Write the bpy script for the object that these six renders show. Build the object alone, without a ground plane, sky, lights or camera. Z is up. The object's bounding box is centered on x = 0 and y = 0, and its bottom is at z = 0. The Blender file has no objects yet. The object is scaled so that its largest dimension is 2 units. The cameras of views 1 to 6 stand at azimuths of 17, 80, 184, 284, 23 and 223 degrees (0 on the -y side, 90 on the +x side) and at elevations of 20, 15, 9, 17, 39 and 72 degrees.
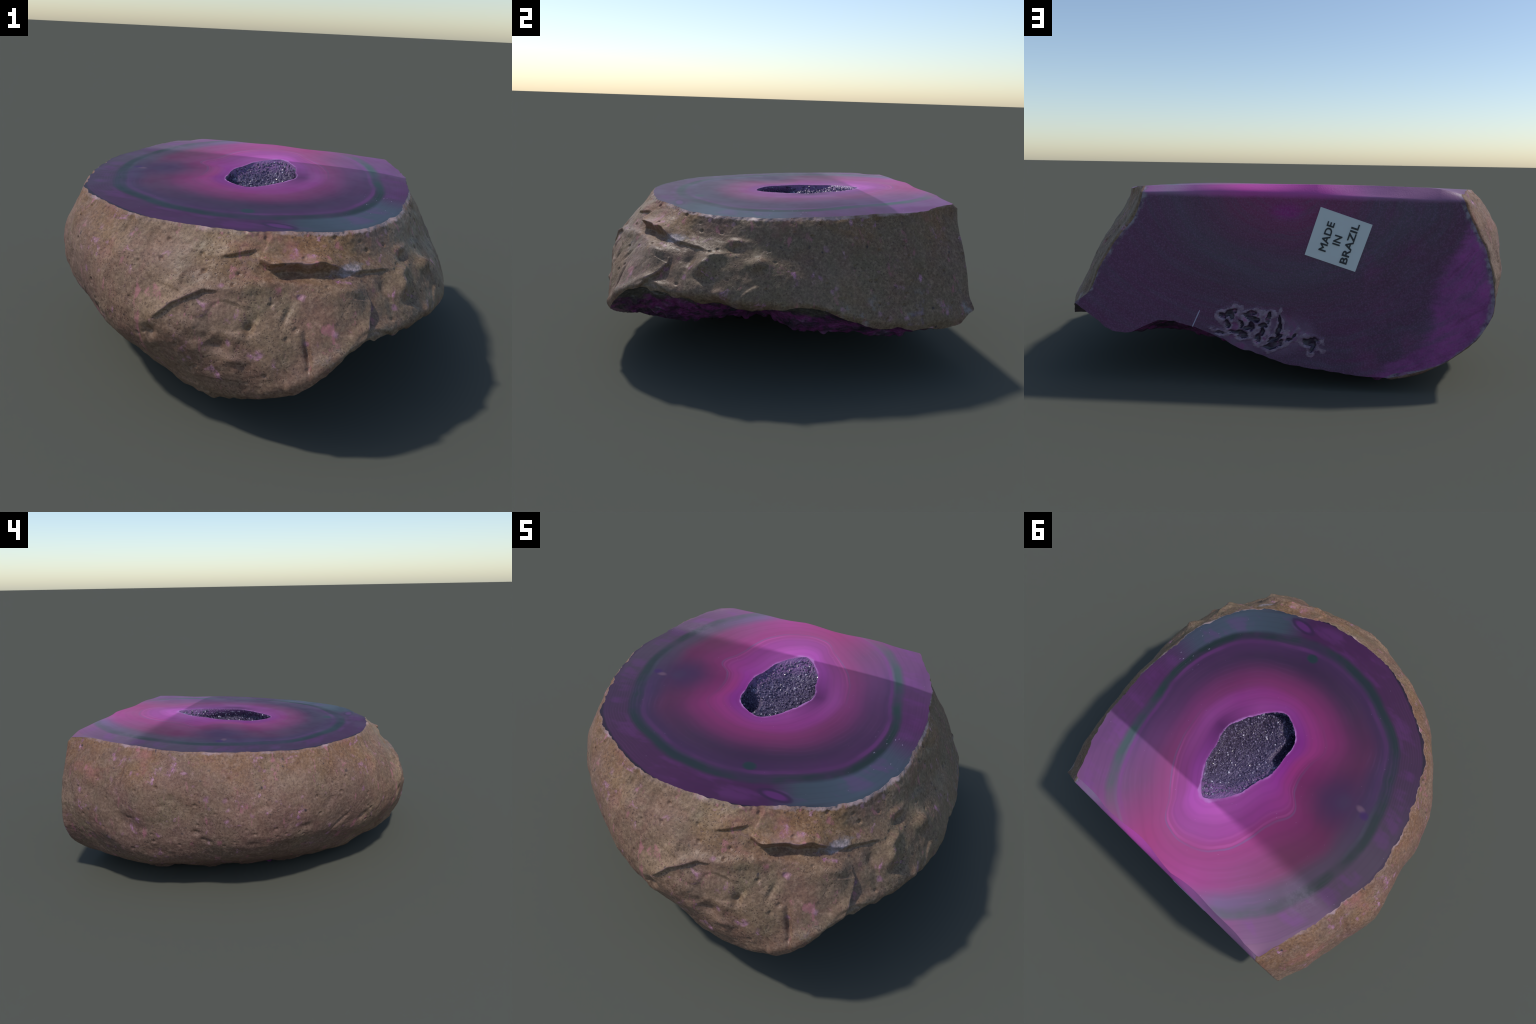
"""Half of a dyed agate geode: sawn flat on top (banded magenta face with a crystal
pocket), sawn upright at the back (label stuck on it), natural brown rind round the
front and sides, and a rough broken base."""
import bpy, math
import numpy as np
from mathutils import Matrix, Vector

rng = np.random.default_rng(7)

# ------------------------------------------------------------------ numeric helpers
def smooth(e0, e1, x):
    t = np.clip((x - e0) / (e1 - e0), 0, 1)
    return t * t * (3 - 2 * t)

def _hash(ix, iy, iz, seed):
    h = (ix.astype(np.int64) * 374761393 + iy.astype(np.int64) * 668265263 + iz.astype(np.int64) * 2147483647 + seed * 1274126177) & 0xFFFFFFFF
    h = ((h ^ (h >> 13)) * 1274126177) & 0xFFFFFFFF
    h = ((h ^ (h >> 16)) * 2246822519) & 0xFFFFFFFF
    return ((h ^ (h >> 15)) & 0xFFFF) / 32767.5 - 1.0

def noise(p, scale, seed=0, octaves=1, rough=.5):
    """Smooth value noise in about -1..1 at the points p (n,3)."""
    total, amp, norm = np.zeros(len(p)), 1.0, 0.0
    for o in range(octaves):
        q = p * scale * 2 ** o + 17.3 * (o + 1)
        i = np.floor(q); f = q - i
        f = f * f * f * (f * (f * 6 - 15) + 10)
        v = np.zeros(len(p))
        for dx in (0, 1):
            for dy in (0, 1):
                for dz in (0, 1):
                    w = (f[:, 0] if dx else 1 - f[:, 0]) * (f[:, 1] if dy else 1 - f[:, 1]) * (f[:, 2] if dz else 1 - f[:, 2])
                    v += w * _hash(i[:, 0] + dx, i[:, 1] + dy, i[:, 2] + dz, seed + o)
        total += amp * v; norm += amp; amp *= rough
    return total / norm * 1.35

def cells(p, scale, seed=0):
    """Distance to the nearest jittered cell point, and a random value of that cell."""
    q = p * scale; base = np.floor(q)
    best, val = np.full(len(p), 9.0), np.zeros(len(p))
    for dx in (-1, 0, 1):
        for dy in (-1, 0, 1):
            for dz in (-1, 0, 1):
                c = base + (dx, dy, dz)
                j = np.stack([_hash(c[:, 0], c[:, 1], c[:, 2], seed + k) for k in (11, 23, 37)], 1) * .45 + .5
                d = np.linalg.norm(c + j - q, axis=1)
                near = d < best
                best = np.where(near, d, best)
                val = np.where(near, _hash(c[:, 0], c[:, 1], c[:, 2], seed + 51), val)
    return best, val

def spline(x, y, xi):
    """Natural cubic spline through (x, y[:, ...]) evaluated at xi."""
    x = np.asarray(x, float); y = np.asarray(y, float); n = len(x); h = np.diff(x)
    A = np.eye(n); B = np.zeros_like(y)
    for i in range(1, n - 1):
        A[i, i - 1], A[i, i], A[i, i + 1] = h[i - 1], 2 * (h[i - 1] + h[i]), h[i]
        B[i] = 6 * ((y[i + 1] - y[i]) / h[i] - (y[i] - y[i - 1]) / h[i - 1])
    M = np.linalg.solve(A, B.reshape(n, -1)).reshape(y.shape)
    k = np.clip(np.searchsorted(x, xi) - 1, 0, n - 2)
    ex = (slice(None),) + (None,) * (y.ndim - 1)
    a = ((x[k + 1] - xi) / h[k])[ex]; b = ((xi - x[k]) / h[k])[ex]; hh = (h[k] ** 2 / 6)[ex]
    return a * y[k] + b * y[k + 1] + ((a ** 3 - a) * M[k] + (b ** 3 - b) * M[k + 1]) * hh

# ------------------------------------------------------------------ the two saw cuts
def top_z(x, y):                   # gently climbing towards the back, rolled off at its two back corners
    z = .8114 - .0116 * x + .0332 * y - .0299 * x * x - .0015 * y * y
    z = z + .010 * np.exp(-((x - .46) / .28) ** 2 - ((y - .2) / .42) ** 2) + .003
    return z - .024 * np.exp(-((x + .74) ** 2 + (y - .92) ** 2) / .008) - .010 * smooth(.60, .70, x) * smooth(.4, .7, y) 

def back_y(x):
    return .927 - .004 * x

def bevel_w(x):                    # worn, scalloped arris between the two cuts
    return .018 + .016 * np.abs(np.sin(6.5 * x + .9)) + .005 * np.sin(19 * x)
def bevel_h(x):
    low = np.interp(x, [-.7, -.6, -.43, -.2, .24, .56], [.786, .790, .799, .804, .810, .805])
    return np.clip(top_z(x, .9) - low, .012, .06)

def back_surface_y(x, z):
    s = np.clip((top_z(x, .9) - z) / bevel_h(x), 0, 1)
    return back_y(x) - bevel_w(x) * (1 - s) ** (1.5 + .6 * np.sin(6.5 * x + .9))

# ------------------------------------------------------------------ rind: upright sections
# one row per section: azimuth (0 = front, 90 = right), height of its broken lower end,
# and the radius at these fractions of the way down from the sawn rim
FRACTIONS = (0, .12, .3, .5, .7, .85, .94, 1)
SECTIONS = [
    (130, .268, (.929, .952, 1.022, 1.090, 1.148, 1.190, 1.208, 1.204)),
    (120, .278, (.855, .894, .952, 1.010, 1.066, 1.108, 1.122, 1.118)),
    (105, .328, (.796, .834, .880, .936, .992, 1.022, 1.034, 1.026)),
    (93, .402, (.760, .796, .828, .878, .938, .972, .990, .986)),
    (82, .408, (.760, .792, .822, .886, .952, .984, .992, .984)),
    (72, .398, (.753, .786, .828, .900, .966, .994, .986, .955)),
    (62, .412, (.754, .782, .834, .914, .980, 1.014, 1.008, .985)),
    (52, .438, (.743, .768, .824, .900, .952, .984, 1.010, 1.010)),
    (42, .432, (.721, .750, .822, .914, .974, 1.014, 1.050, 1.048)),
    (32, .312, (.691, .744, .824, .922, .994, 1.036, 1.056, 1.050)),
    (22, .190, (.697, .752, .846, .936, .982, .988, .976, .942)),
    (10, .118, (.686, .762, .862, .934, .924, .892, .856, .815)),
    (-5, .075, (.689, .754, .850, .910, .858, .782, .728, .678)),
    (-20, .055, (.704, .772, .837, .868, .812, .710, .648, .580)),
    (-35, .050, (.713, .788, .842, .842, .774, .680, .598, .505)),
    (-50, .045, (.747, .814, .858, .844, .772, .668, .566, .475)),
    (-65, .040, (.783, .838, .887, .890, .816, .688, .568, .480)),
    (-80, .040, (.798, .853, .917, .932, .866, .712, .588, .500)),
    (-95, .036, (.849, .918, .958, .952, .902, .772, .640, .545)),
    (-110, .028, (.921, 1.008, 1.066, 1.054, 1.020, .868, .715, .615)),
    (-123, .020, (.976, 1.062, 1.126, 1.138, 1.098, .976, .826, .690)),
    (-132, .020, (1.045, 1.137, 1.198, 1.204, 1.138, 1.042, .908, .818)),
]
RIGHT_EDGE = [(.560, .822), (.594, .722), (.645, .647), (.705, .563), (.758, .479), (.803, .393), (.842, .362), (.863, .341)]
LEFT_EDGE = [(-.700, .812), (-.742, .722), (-.800, .600), (-.842, .440), (-.820, .288), (-.722, .172), (-.600, .106), (-.440, .064)]

def catmull_rows(table, t):
    return spline(FRACTIONS, table, t)

NU, NV = 940, 230
tv = np.linspace(0, 1, NV)
tv = .75 * tv + .25 * tv ** 2          # a little denser near the rim
cols = []
for edge in (RIGHT_EDGE,):
    e = np.array(edge); cols.append(np.stack([e[:, 0], back_surface_y(e[:, 0], e[:, 1]), e[:, 1]], 1))
for az, zb, radii in SECTIONS:
    d = np.array([math.sin(math.radians(az)), -math.cos(math.radians(az))])
    z0 = top_z(*(d * radii[0]))
    r = np.array(radii); f = np.array(FRACTIONS)
    cols.append(np.stack([d[0] * r, d[1] * r, z0 + (zb - z0) * f], 1))
e = np.array(LEFT_EDGE); cols.append(np.stack([e[:, 0], back_surface_y(e[:, 0], e[:, 1]), e[:, 1]], 1))
cols = np.array(cols)                                   # (sections, fractions, 3)
dense = np.stack([catmull_rows(c, tv) for c in cols])   # (sections, NV, 3)
mid = cols[:, 3, :2]
chord = np.r_[0, np.cumsum(np.linalg.norm(np.diff(mid, axis=0), axis=1) ** .8)]
ui = np.linspace(0, chord[-1], NU)
G = spline(chord, dense, ui)                            # (NU, NV, 3) smooth rind

def normals(G):
    du = np.gradient(G, axis=0); dv = np.gradient(G, axis=1)
    n = np.cross(dv, du); n /= np.linalg.norm(n, axis=2, keepdims=True) + 1e-12
    c = G - np.array([0, .1, .4])
    n *= np.where((n * c).sum(2).mean() > 0, 1, -1)
    return n

N = normals(G)
P = G.reshape(-1, 3)
azim = np.degrees(np.arctan2(P[:, 0], -P[:, 1]))
azim = np.where(azim > 165, azim - 360, azim)
CX = .0158                                              # metres per degree on the rind
chart = np.stack([azim * CX, P[:, 2]], 1)

def near_line(points):
    """distance to a chart polyline, and the signed side (positive = above / left of travel)."""
    pts = np.array([(a * CX, z) for a, z in points])
    best = np.full(len(P), 9.0); side = np.zeros(len(P)); along = np.zeros(len(P))
    seg = np.linalg.norm(np.diff(pts, axis=0), axis=1); start = np.r_[0, np.cumsum(seg)]
    for k in range(len(pts) - 1):
        a, b = pts[k], pts[k + 1]; ab = b - a; L2 = ab @ ab
        t = np.clip(((chart - a) @ ab) / L2, 0, 1)
        q = chart - (a + t[:, None] * ab); d = np.linalg.norm(q, axis=1)
        s = np.sign(ab[0] * (chart[:, 1] - a[1]) - ab[1] * (chart[:, 0] - a[0]))
        m = d < best
        best = np.where(m, d, best); side = np.where(m, s, side); along = np.where(m, (start[k] + t * seg[k]) / start[-1], along)
    return best, side, along

disp = np.zeros(len(P))
wob = .012 * noise(P, 9, 3, 2)
def scarp(points, lip, lipw, drop, dropw, fade=.16):
    """A broken step: a raised lip above the line and a hollow below it."""
    global disp
    d, s, a = near_line(points)
    env = smooth(0, fade, a) * smooth(1, 1 - fade, a)
    sd = d * s + wob * .6
    up = np.exp(-(np.maximum(sd, 0) / lipw)) * smooth(-.006, .004, sd)
    dn = np.exp(-(np.maximum(-sd, 0) / dropw)) * smooth(.004, -.006, sd)
    disp += env * (lip * up - drop * dn)

def ridge(points, h, w, fade=.12):
    global disp
    d, s, a = near_line(points)
    disp += h * smooth(-.02, fade, a) * smooth(1.02, 1 - fade, a) * np.exp(-((d + wob * .35) / w) ** 2)

def dent(a, z, h, wa, wz, tilt=0):
    global disp
    dx = chart[:, 0] - a * CX + wob * .6; dz = chart[:, 1] - z + wob * .4
    c, s_ = math.cos(tilt), math.sin(tilt)
    disp += h * np.exp(-((dx * c + dz * s_) / wa) ** 2 - ((dz * c - dx * s_) / wz) ** 2)

# features of the weathered front, left to right
scarp([(10, .694), (13, .706), (17, .714), (20.5, .722), (23, .722)], .009, .04, .004, .03, .25)
scarp([(21.2, .716), (22.2, .694), (25, .674), (30, .671), (36, .674), (40, .676), (43, .672), (46, .664)], .034, .042, .012, .080, .16)
scarp([(40, .678), (46, .664), (52, .650), (58, .634), (63, .628)], .009, .05, .006, .06, .3)
scarp([(24, .664), (30, .664), (38, .670), (42, .672)], .010, .03, .010, .03, .2)
ridge([(-7, .44), (-4, .474), (0, .532), (4.5, .568), (8, .596), (13, .602), (22, .618), (32, .620), (40, .616), (50, .596)], .011, .022)
scarp([(-5, .46), (0, .530), (4.5, .564), (8, .592), (13, .598)], .007, .05, .009, .05)
scarp([(49.5, .600), (49.8, .560), (48, .517), (46, .480), (43, .440)][::-1], .014, .07, .014, .03, .3)
ridge([(30, .572), (37, .590), (44, .596), (50, .593)], .008, .022)
dent(77, .584, .030, .045, .022)
dent(69, .646, -.022, .035, .018)
dent(70, .676, .010, .05, .014)
dent(61.5, .580, .026, .035, .022, .5)
dent(64, .612, .016, .05, .014)
dent(63.5, .535, -.018, .05, .022)
dent(56, .590, -.018, .025, .03)
dent(56, .530, -.006, .03, .045)
dent(67, .470, .016, .03, .02)
dent(84, .640, .010, .06, .02, -.3)
dent(20.1, .487, -.024, .018, .020)
dent(11.7, .405, -.018, .045, .028)
dent(16.5, .372, .010, .03, .02)
dent(17, .455, .006, .05, .02)
dent(31.6, .42, -.022, .010, .055)
dent(34.5, .41, .008, .03, .06)
dent(28.0, .53, -.010, .010, .03, -.6)
dent(-5.5, .405, -.020, .022, .028)
dent(-22.9, .733, -.010, .025, .018)
dent(-11, .719, -.008, .03, .022)
dent(-25.5, .645, -.010, .045, .03)
dent(-31, .361, -.016, .03, .02, .7)
dent(-43, .369, -.012, .06, .012, .7)
dent(-60, .402, -.010, .035, .02)
dent(-73.6, .549, -.010, .035, .016)
dent(-96, .404, -.012, .022, .014)
dent(-105, .552, -.008, .018, .014)
dent(-119, .69, -.010, .012, .06)
dent(-93, .354, -.008, .02, .014)
dent(101, .745, -.010, .03, .018)
dent(118, .56, .010, .06, .05)
dent(126, .52, -.010, .03, .03)
dent(100, .60, -.008, .08, .05)

def facets(p, scale, seed):
    """chipped flat facets: every cell leans its own way, leaving small steps between cells"""
    q = p * scale + .25 * np.stack([noise(p, 6, seed + k_, 2) for k_ in (1, 2, 3)], 1)
    base_ = np.floor(q); wsum = np.zeros(len(p)); out = np.zeros(len(p))
    for dx in (-1, 0, 1):
        for dy in (-1, 0, 1):
            for dz in (-1, 0, 1):
                c = base_ + (dx, dy, dz)
                h_ = [_hash(c[:, 0], c[:, 1], c[:, 2], seed + k_) for k_ in (11, 23, 37, 41, 53, 67, 79)]
                r_ = q - (c + np.stack(h_[:3], 1) * .45 + .5)
                w_ = np.exp(-26 * (r_ ** 2).sum(1)) + 1e-30
                wsum += w_
                out += w_ * (r_[:, 0] * h_[3] + r_[:, 1] * h_[4] + r_[:, 2] * h_[5] + .4 * h_[6])
    return out / wsum
for _ in range(46):                       # scattered shallow dents and lumps of the rounded side
    size = rng.uniform(.014, .055)
    dent(rng.uniform(-128, 4), rng.uniform(.10, .74), rng.choice([-1, -1, -1, .7]) * rng.uniform(.10, .20) * size, size * rng.uniform(.8, 1.5), size * rng.uniform(.6, 1), rng.uniform(-1, 1))
disp += .010 * noise(P, 4.5, 1, 2)
disp += .0045 * noise(P * (1, 1, .8), 8, 25, 2)
disp += .0030 * noise(P, 13, 5, 3)
chips = smooth(-18, 8, azim) * smooth(92, 76, azim) * smooth(.70, .60, P[:, 2])
disp += chips * (.009 * facets(P * (1, 1, 1.5), 3.4, 9))
disp += .0012 * noise(P, 45, 6, 2)
pit, pv = cells(P, 22, 4)
disp -= .006 * smooth(.30, .10, pit) * (pv > .5)

U = np.repeat(np.linspace(0, 1, NU), NV); V = np.tile(tv, NU)
rim_fade = smooth(0, .05, V)
D = disp * (.25 + .75 * rim_fade)
P = P + N.reshape(-1, 3) * D[:, None]
# ragged rim: the rim wanders in plan
outward = P[:, :2] / np.linalg.norm(P[:, :2], axis=1)[:, None]
jag = (.008 * noise(np.c_[P[:, :2], P[:, 2] * 0], 18, 14, 3, .6) * (1 + .5 * smooth(-20, -60, azim)) + .004 * noise(np.c_[P[:, :2], P[:, 2] * 0], 55, 15, 2)) * smooth(.10, 0, V)
jag *= smooth(0, .03, U) * smooth(1, .97, U)
P[:, :2] += outward * jag[:, None]
P[:, 2] = np.where(V == 0, top_z(P[:, 0], P[:, 1]), np.minimum(P[:, 2], top_z(P[:, 0], P[:, 1]) - .0005))
# ragged lower border
P[:, 2] += (.012 * noise(np.c_[P[:, :2], P[:, 2] * 0], 14, 31, 3)) * smooth(.94, 1, V) * smooth(0, .02, U) * smooth(1, .98, U)
# the two edges lie in the back cut
w_edge = np.maximum(smooth(.012, 0, U), smooth(.988, 1, U))
yb = back_surface_y(P[:, 0], P[:, 2])
P[:, 1] = np.where((U == 0) | (U == 1), yb, np.minimum(P[:, 1] * (1 - w_edge) + yb * w_edge, yb - .0005))
RIND = P.reshape(NU, NV, 3)

# ------------------------------------------------------------------ back cut (four-sided patch)
NB = 420
L_ = RIND[-1]            # image-right edge (x negative)
R_ = RIND[0]
s = np.linspace(0, 1, NB)
top_x = R_[0, 0] + (L_[0, 0] - R_[0, 0]) * s
top_row = np.stack([top_x, top_z(top_x, back_y(top_x) - bevel_w(top_x))], 1)
top_row[0], top_row[-1] = R_[0, [0, 2]], L_[0, [0, 2]]
BOTTOM = [(.863, .341), (.80, .292), (.765, .266), (.732, .236), (.69, .220), (.647, .216), (.604, .228), (.56, .255), (.515, .276), (.443, .275), (.376, .254), (.293, .231),
          (.235, .205), (.176, .170), (.084, .146), (-.042, .102), (-.12, .095), (-.208, .080), (-.332, .067), (-.440, .064)]
b = np.array(BOTTOM); acc = np.r_[0, np.cumsum(np.linalg.norm(np.diff(b, axis=0), axis=1))] ; acc /= acc[-1]
bot_row = np.stack([np.interp(s, acc, b[:, 0]), np.interp(s, acc, b[:, 1])], 1)
bot_row[:, 1] += .004 * noise(np.c_[bot_row, bot_row[:, :1] * 0], 30, 41, 2) * smooth(0, .03, s) * smooth(1, .97, s)
bot_row[0], bot_row[-1] = R_[-1, [0, 2]], L_[-1, [0, 2]]
v = tv
S_, V_ = np.meshgrid(s, v, indexing="ij")
e3 = lambda a: a[..., None]
Rc, Lc = R_[:, [0, 2]], L_[:, [0, 2]]
XZ = (e3(1 - V_) * top_row[:, None] + e3(V_) * bot_row[:, None] + e3(1 - S_) * Rc[None] + e3(S_) * Lc[None]
      - (e3((1 - S_) * (1 - V_)) * Rc[0] + e3(S_ * (1 - V_)) * Lc[0] + e3((1 - S_) * V_) * Rc[-1] + e3(S_ * V_) * Lc[-1]))
X, Z = XZ[..., 0], XZ[..., 1]
Y = back_surface_y(X, Z)
# pits of a crystal pocket that the saw just opened: (x, z, half width, half height, tilt)
HOLES = [(.239, .304, .018, .016, .4), (.205, .319, .026, .014, -.5), (.195, .302, .014, .016, 0), (.122, .318, .038, .012, -.1), (.135, .305, .018, .014, .6),
         (.112, .290, .024, .014, .3), (.070, .266, .018, .013, 0), (.075, .243, .012, .018, 0), (.150, .228, .026, .013, .2), (.185, .240, .026, .010, .3),
         (.255, .231, .024, .008, .2), (.020, .218, .032, .010, -.55), (.005, .250, .010, .026, .4), (.002, .285, .006, .03, 0), (.028, .188, .04, .016, -.4),
         (-.120, .205, .030, .016, .5), (-.135, .186, .012, .024, .3), (-.150, .212, .02, .008, .2), (.045, .300, .010, .022, .2), (.215, .272, .020, .010, .9), (.120, .262, .012, .016, .5), (.090, .215, .012, .020, .1), (.135, .250, .014, .008, .3), (-.04, .205, .02, .006, -.2), (.16, .268, .008, .020, -.3), (-.065, .230, .008, .018, .4)]
hole = np.zeros(X.shape); frame = np.zeros(X.shape)
wobx = .011 * noise(np.stack([X.ravel(), Z.ravel(), X.ravel() * 0], 1), 40, 61, 2).reshape(X.shape)
wobz = .011 * noise(np.stack([X.ravel(), Z.ravel(), X.ravel() * 0], 1), 40, 71, 2).reshape(X.shape)
for hx, hz, wa, wz, ti in HOLES:
    dx, dz = X - hx + wobx, Z - hz + wobz
    q = ((dx * math.cos(ti) + dz * math.sin(ti)) / wa) ** 2 + ((dz * math.cos(ti) - dx * math.sin(ti)) / wz) ** 2
    hole = np.maximum(hole, smooth(1.3, .5, q)); frame = np.maximum(frame, smooth(5.5, 1.8, q))
edge_keep = smooth(0, .02, V_) * smooth(1, .97, V_)
Y = Y + .003 * frame * (1 - hole) * edge_keep
Y = Y - .016 * hole * edge_keep * (.7 + .3 * wobx / .008)
Y = Y + .0007 * noise(np.stack([X.ravel(), Z.ravel(), X.ravel() * 0], 1), 14, 81, 2).reshape(X.shape) * edge_keep * smooth(0, .03, S_) * smooth(1, .97, S_)
BACK = np.stack([X, Y, Z], -1)
BACK[0], BACK[-1] = R_, L_

# ------------------------------------------------------------------ crystal pocket outline
POCKET_C = np.array([.02, .2])
POCKET_R = (.178, .173, .172, .196, .236, .280, .340, .288, .236, .190, .169, .168, .168, .171, .179, .214, .248, .266, .282, .251, .210, .189, .179, .177)   # every 15 degrees from +x
def pocket_radius(ang):
    k = np.arange(-3, 28) * math.radians(15)
    r_ = np.array(POCKET_R)[np.arange(-3, 28) % 24]
    return .45 * spline(k, r_, ang) + .55 * np.interp(ang, k, r_)          # angular, chipped rim

outer = np.vstack([RIND[:, 0], BACK[::-1, 0][1:-1]])          # loop round the top face
ang = np.arctan2(outer[:, 1] - POCKET_C[1], outer[:, 0] - POCKET_C[0]) % (2 * math.pi)
ring_dir = np.stack([np.cos(ang), np.sin(ang)], 1)
pr = pocket_radius(ang)
pr = pr + .0035 * noise(np.c_[ring_dir * .2, pr * 0], 60, 91, 2)
inner_xy = POCKET_C + ring_dir * pr[:, None]
inner = np.c_[inner_xy, top_z(inner_xy[:, 0], inner_xy[:, 1])]
KT = 90
k = np.linspace(0, 1, KT)
TOP = outer[:, None] * (1 - k)[None, :, None] + inner[:, None] * k[None, :, None]
zz = top_z(TOP[..., 0], TOP[..., 1])
zz[:, 0] = outer[:, 2]
TOP[..., 2] = zz

# pocket: steep walls down to a slanting floor that falls towards the front right
KC = 84
deep = np.array([.05, .13])
q = np.linspace(0, 1, KC) ** 1.7
BXY = inner_xy[:, None] * (1 - q)[None, :, None] + deep * q[None, :, None]
bx_, by_ = BXY[..., 0], BXY[..., 1]
from_rim = np.linalg.norm(BXY - inner_xy[:, None], axis=2)
floor_z = np.maximum(.744 - .55 * (np.minimum(bx_, -.01) + .037) - .32 * np.maximum(bx_ + .01, 0) + .22 * np.maximum(by_ - .228, -.06) + .034 * smooth(.37, .47, by_), .640)
floor_z = floor_z + .035 * smooth(.05, -.03, by_) * smooth(-.03, .03, bx_) - .075 * smooth(-.045, -.085, bx_) * smooth(.17, .11, by_)
wall_z = top_z(bx_, by_) - 5.5 * from_rim - .006 * smooth(0, .01, from_rim)
soft = .012
BZ = soft * np.logaddexp(floor_z / soft, wall_z / soft)
BZ = np.minimum(BZ, top_z(bx_, by_) - .25 * from_rim)
overhang = .040 * smooth(0, .055, q)[None] * smooth(.62, .12, q)[None] * np.maximum(smooth(.02, .12, inner_xy[:, :1] - .4 * (inner_xy[:, 1:] - .2) + .02), .8 * smooth(-.05, -.10, inner_xy[:, :1]) * smooth(.20, .12, inner_xy[:, 1:]))
BXY = BXY + ring_dir[:, None] * overhang[..., None]
BOWL = np.concatenate([BXY, BZ[..., None]], -1)
flat = BOWL.reshape(-1, 3)
cd, cv = cells(flat, 48, 3)
cd2, cv2 = cells(flat, 95, 13)
bump = (.007 * (.45 - cd) * (1 + .5 * cv) + .004 * (.45 - cd2)) * np.tile(smooth(0, .08, q), len(outer))
flat[:, 2] += bump
BOWL = flat.reshape(BOWL.shape)

# ------------------------------------------------------------------ broken base
loop = np.vstack([RIND[:, -1], BACK[::-1, -1][1:-1]])
KB = 130
w = np.linspace(0, 1, KB)
hub = np.array([.0, .12])
CXY = loop[:, None, :2] * (1 - w)[None, :, None] + hub * w[None, :, None]
def base_z(x, y):
    z = np.interp(x, [-.9, -.6, -.44, -.2, 0, .3, .6, .75, .95], [.05, .03, .035, .05, .095, .155, .205, .235, .280])
    z = z - .032 * smooth(.2, .7, x) * smooth(-.1, .2, y) * smooth(.9, .6, y) - .018 * smooth(.55, .8, x) * smooth(.25, .5, y) + .020 * smooth(.25, .5, x) * np.exp(-((y + .32) / .2) ** 2) - .018 * smooth(.0, .25, x) * smooth(.75, .5, x) * smooth(-.4, -.65, y)
    return z - .03 * np.exp(-((x + .42) / .22) ** 2 - ((y - .55) / .3) ** 2)
bx, by = CXY[..., 0], CXY[..., 1]
lx, ly = loop[:, 0], loop[:, 1]
reach = .15 + .12 * (np.arange(len(loop)) >= NU) + smooth(.2, .6, lx) * (.20 * smooth(.1, -.3, ly) + .20 * np.exp(-((ly + .30) / .2) ** 2))   # long undercut at the front right
mixw = smooth(0, 1, w[None] / reach[:, None])
cz = loop[:, None, 2] * (1 - mixw) + base_z(bx, by) * mixw
flat = np.stack([bx, by, cz], -1).reshape(-1, 3)
cd, cv = cells(flat, 17, 5); cd2, cv2 = cells(flat, 40, 15)
rough = (.020 * (cd - .5) + .016 * cv * smooth(.5, .2, cd) + .008 * (cd2 - .5) + .02 * noise(flat, 6, 17, 3)) * np.tile(smooth(0, .1, w), len(loop))
flat[:, 2] = flat[:, 2] + rough
BASE = flat.reshape(*CXY.shape[:2], 3)

# set the lowest point on the ground, centre the plan
lowest = min(RIND[..., 2].min(), BASE[..., 2].min(), BACK[..., 2].min())
every = np.vstack([RIND.reshape(-1, 3), BACK.reshape(-1, 3)])
shift = np.array([0, 0, 0.])
shift[:2] = -(every[:, :2].max(0) + every[:, :2].min(0)) / 2
BASE[..., 2] = np.where(BASE[..., 2] < .012, .012 + (BASE[..., 2] - .012) * .012 / max(.012 - BASE[..., 2].min(), .012), BASE[..., 2])
print("shift", shift, "low", lowest, BASE[..., 2].min())

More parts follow.
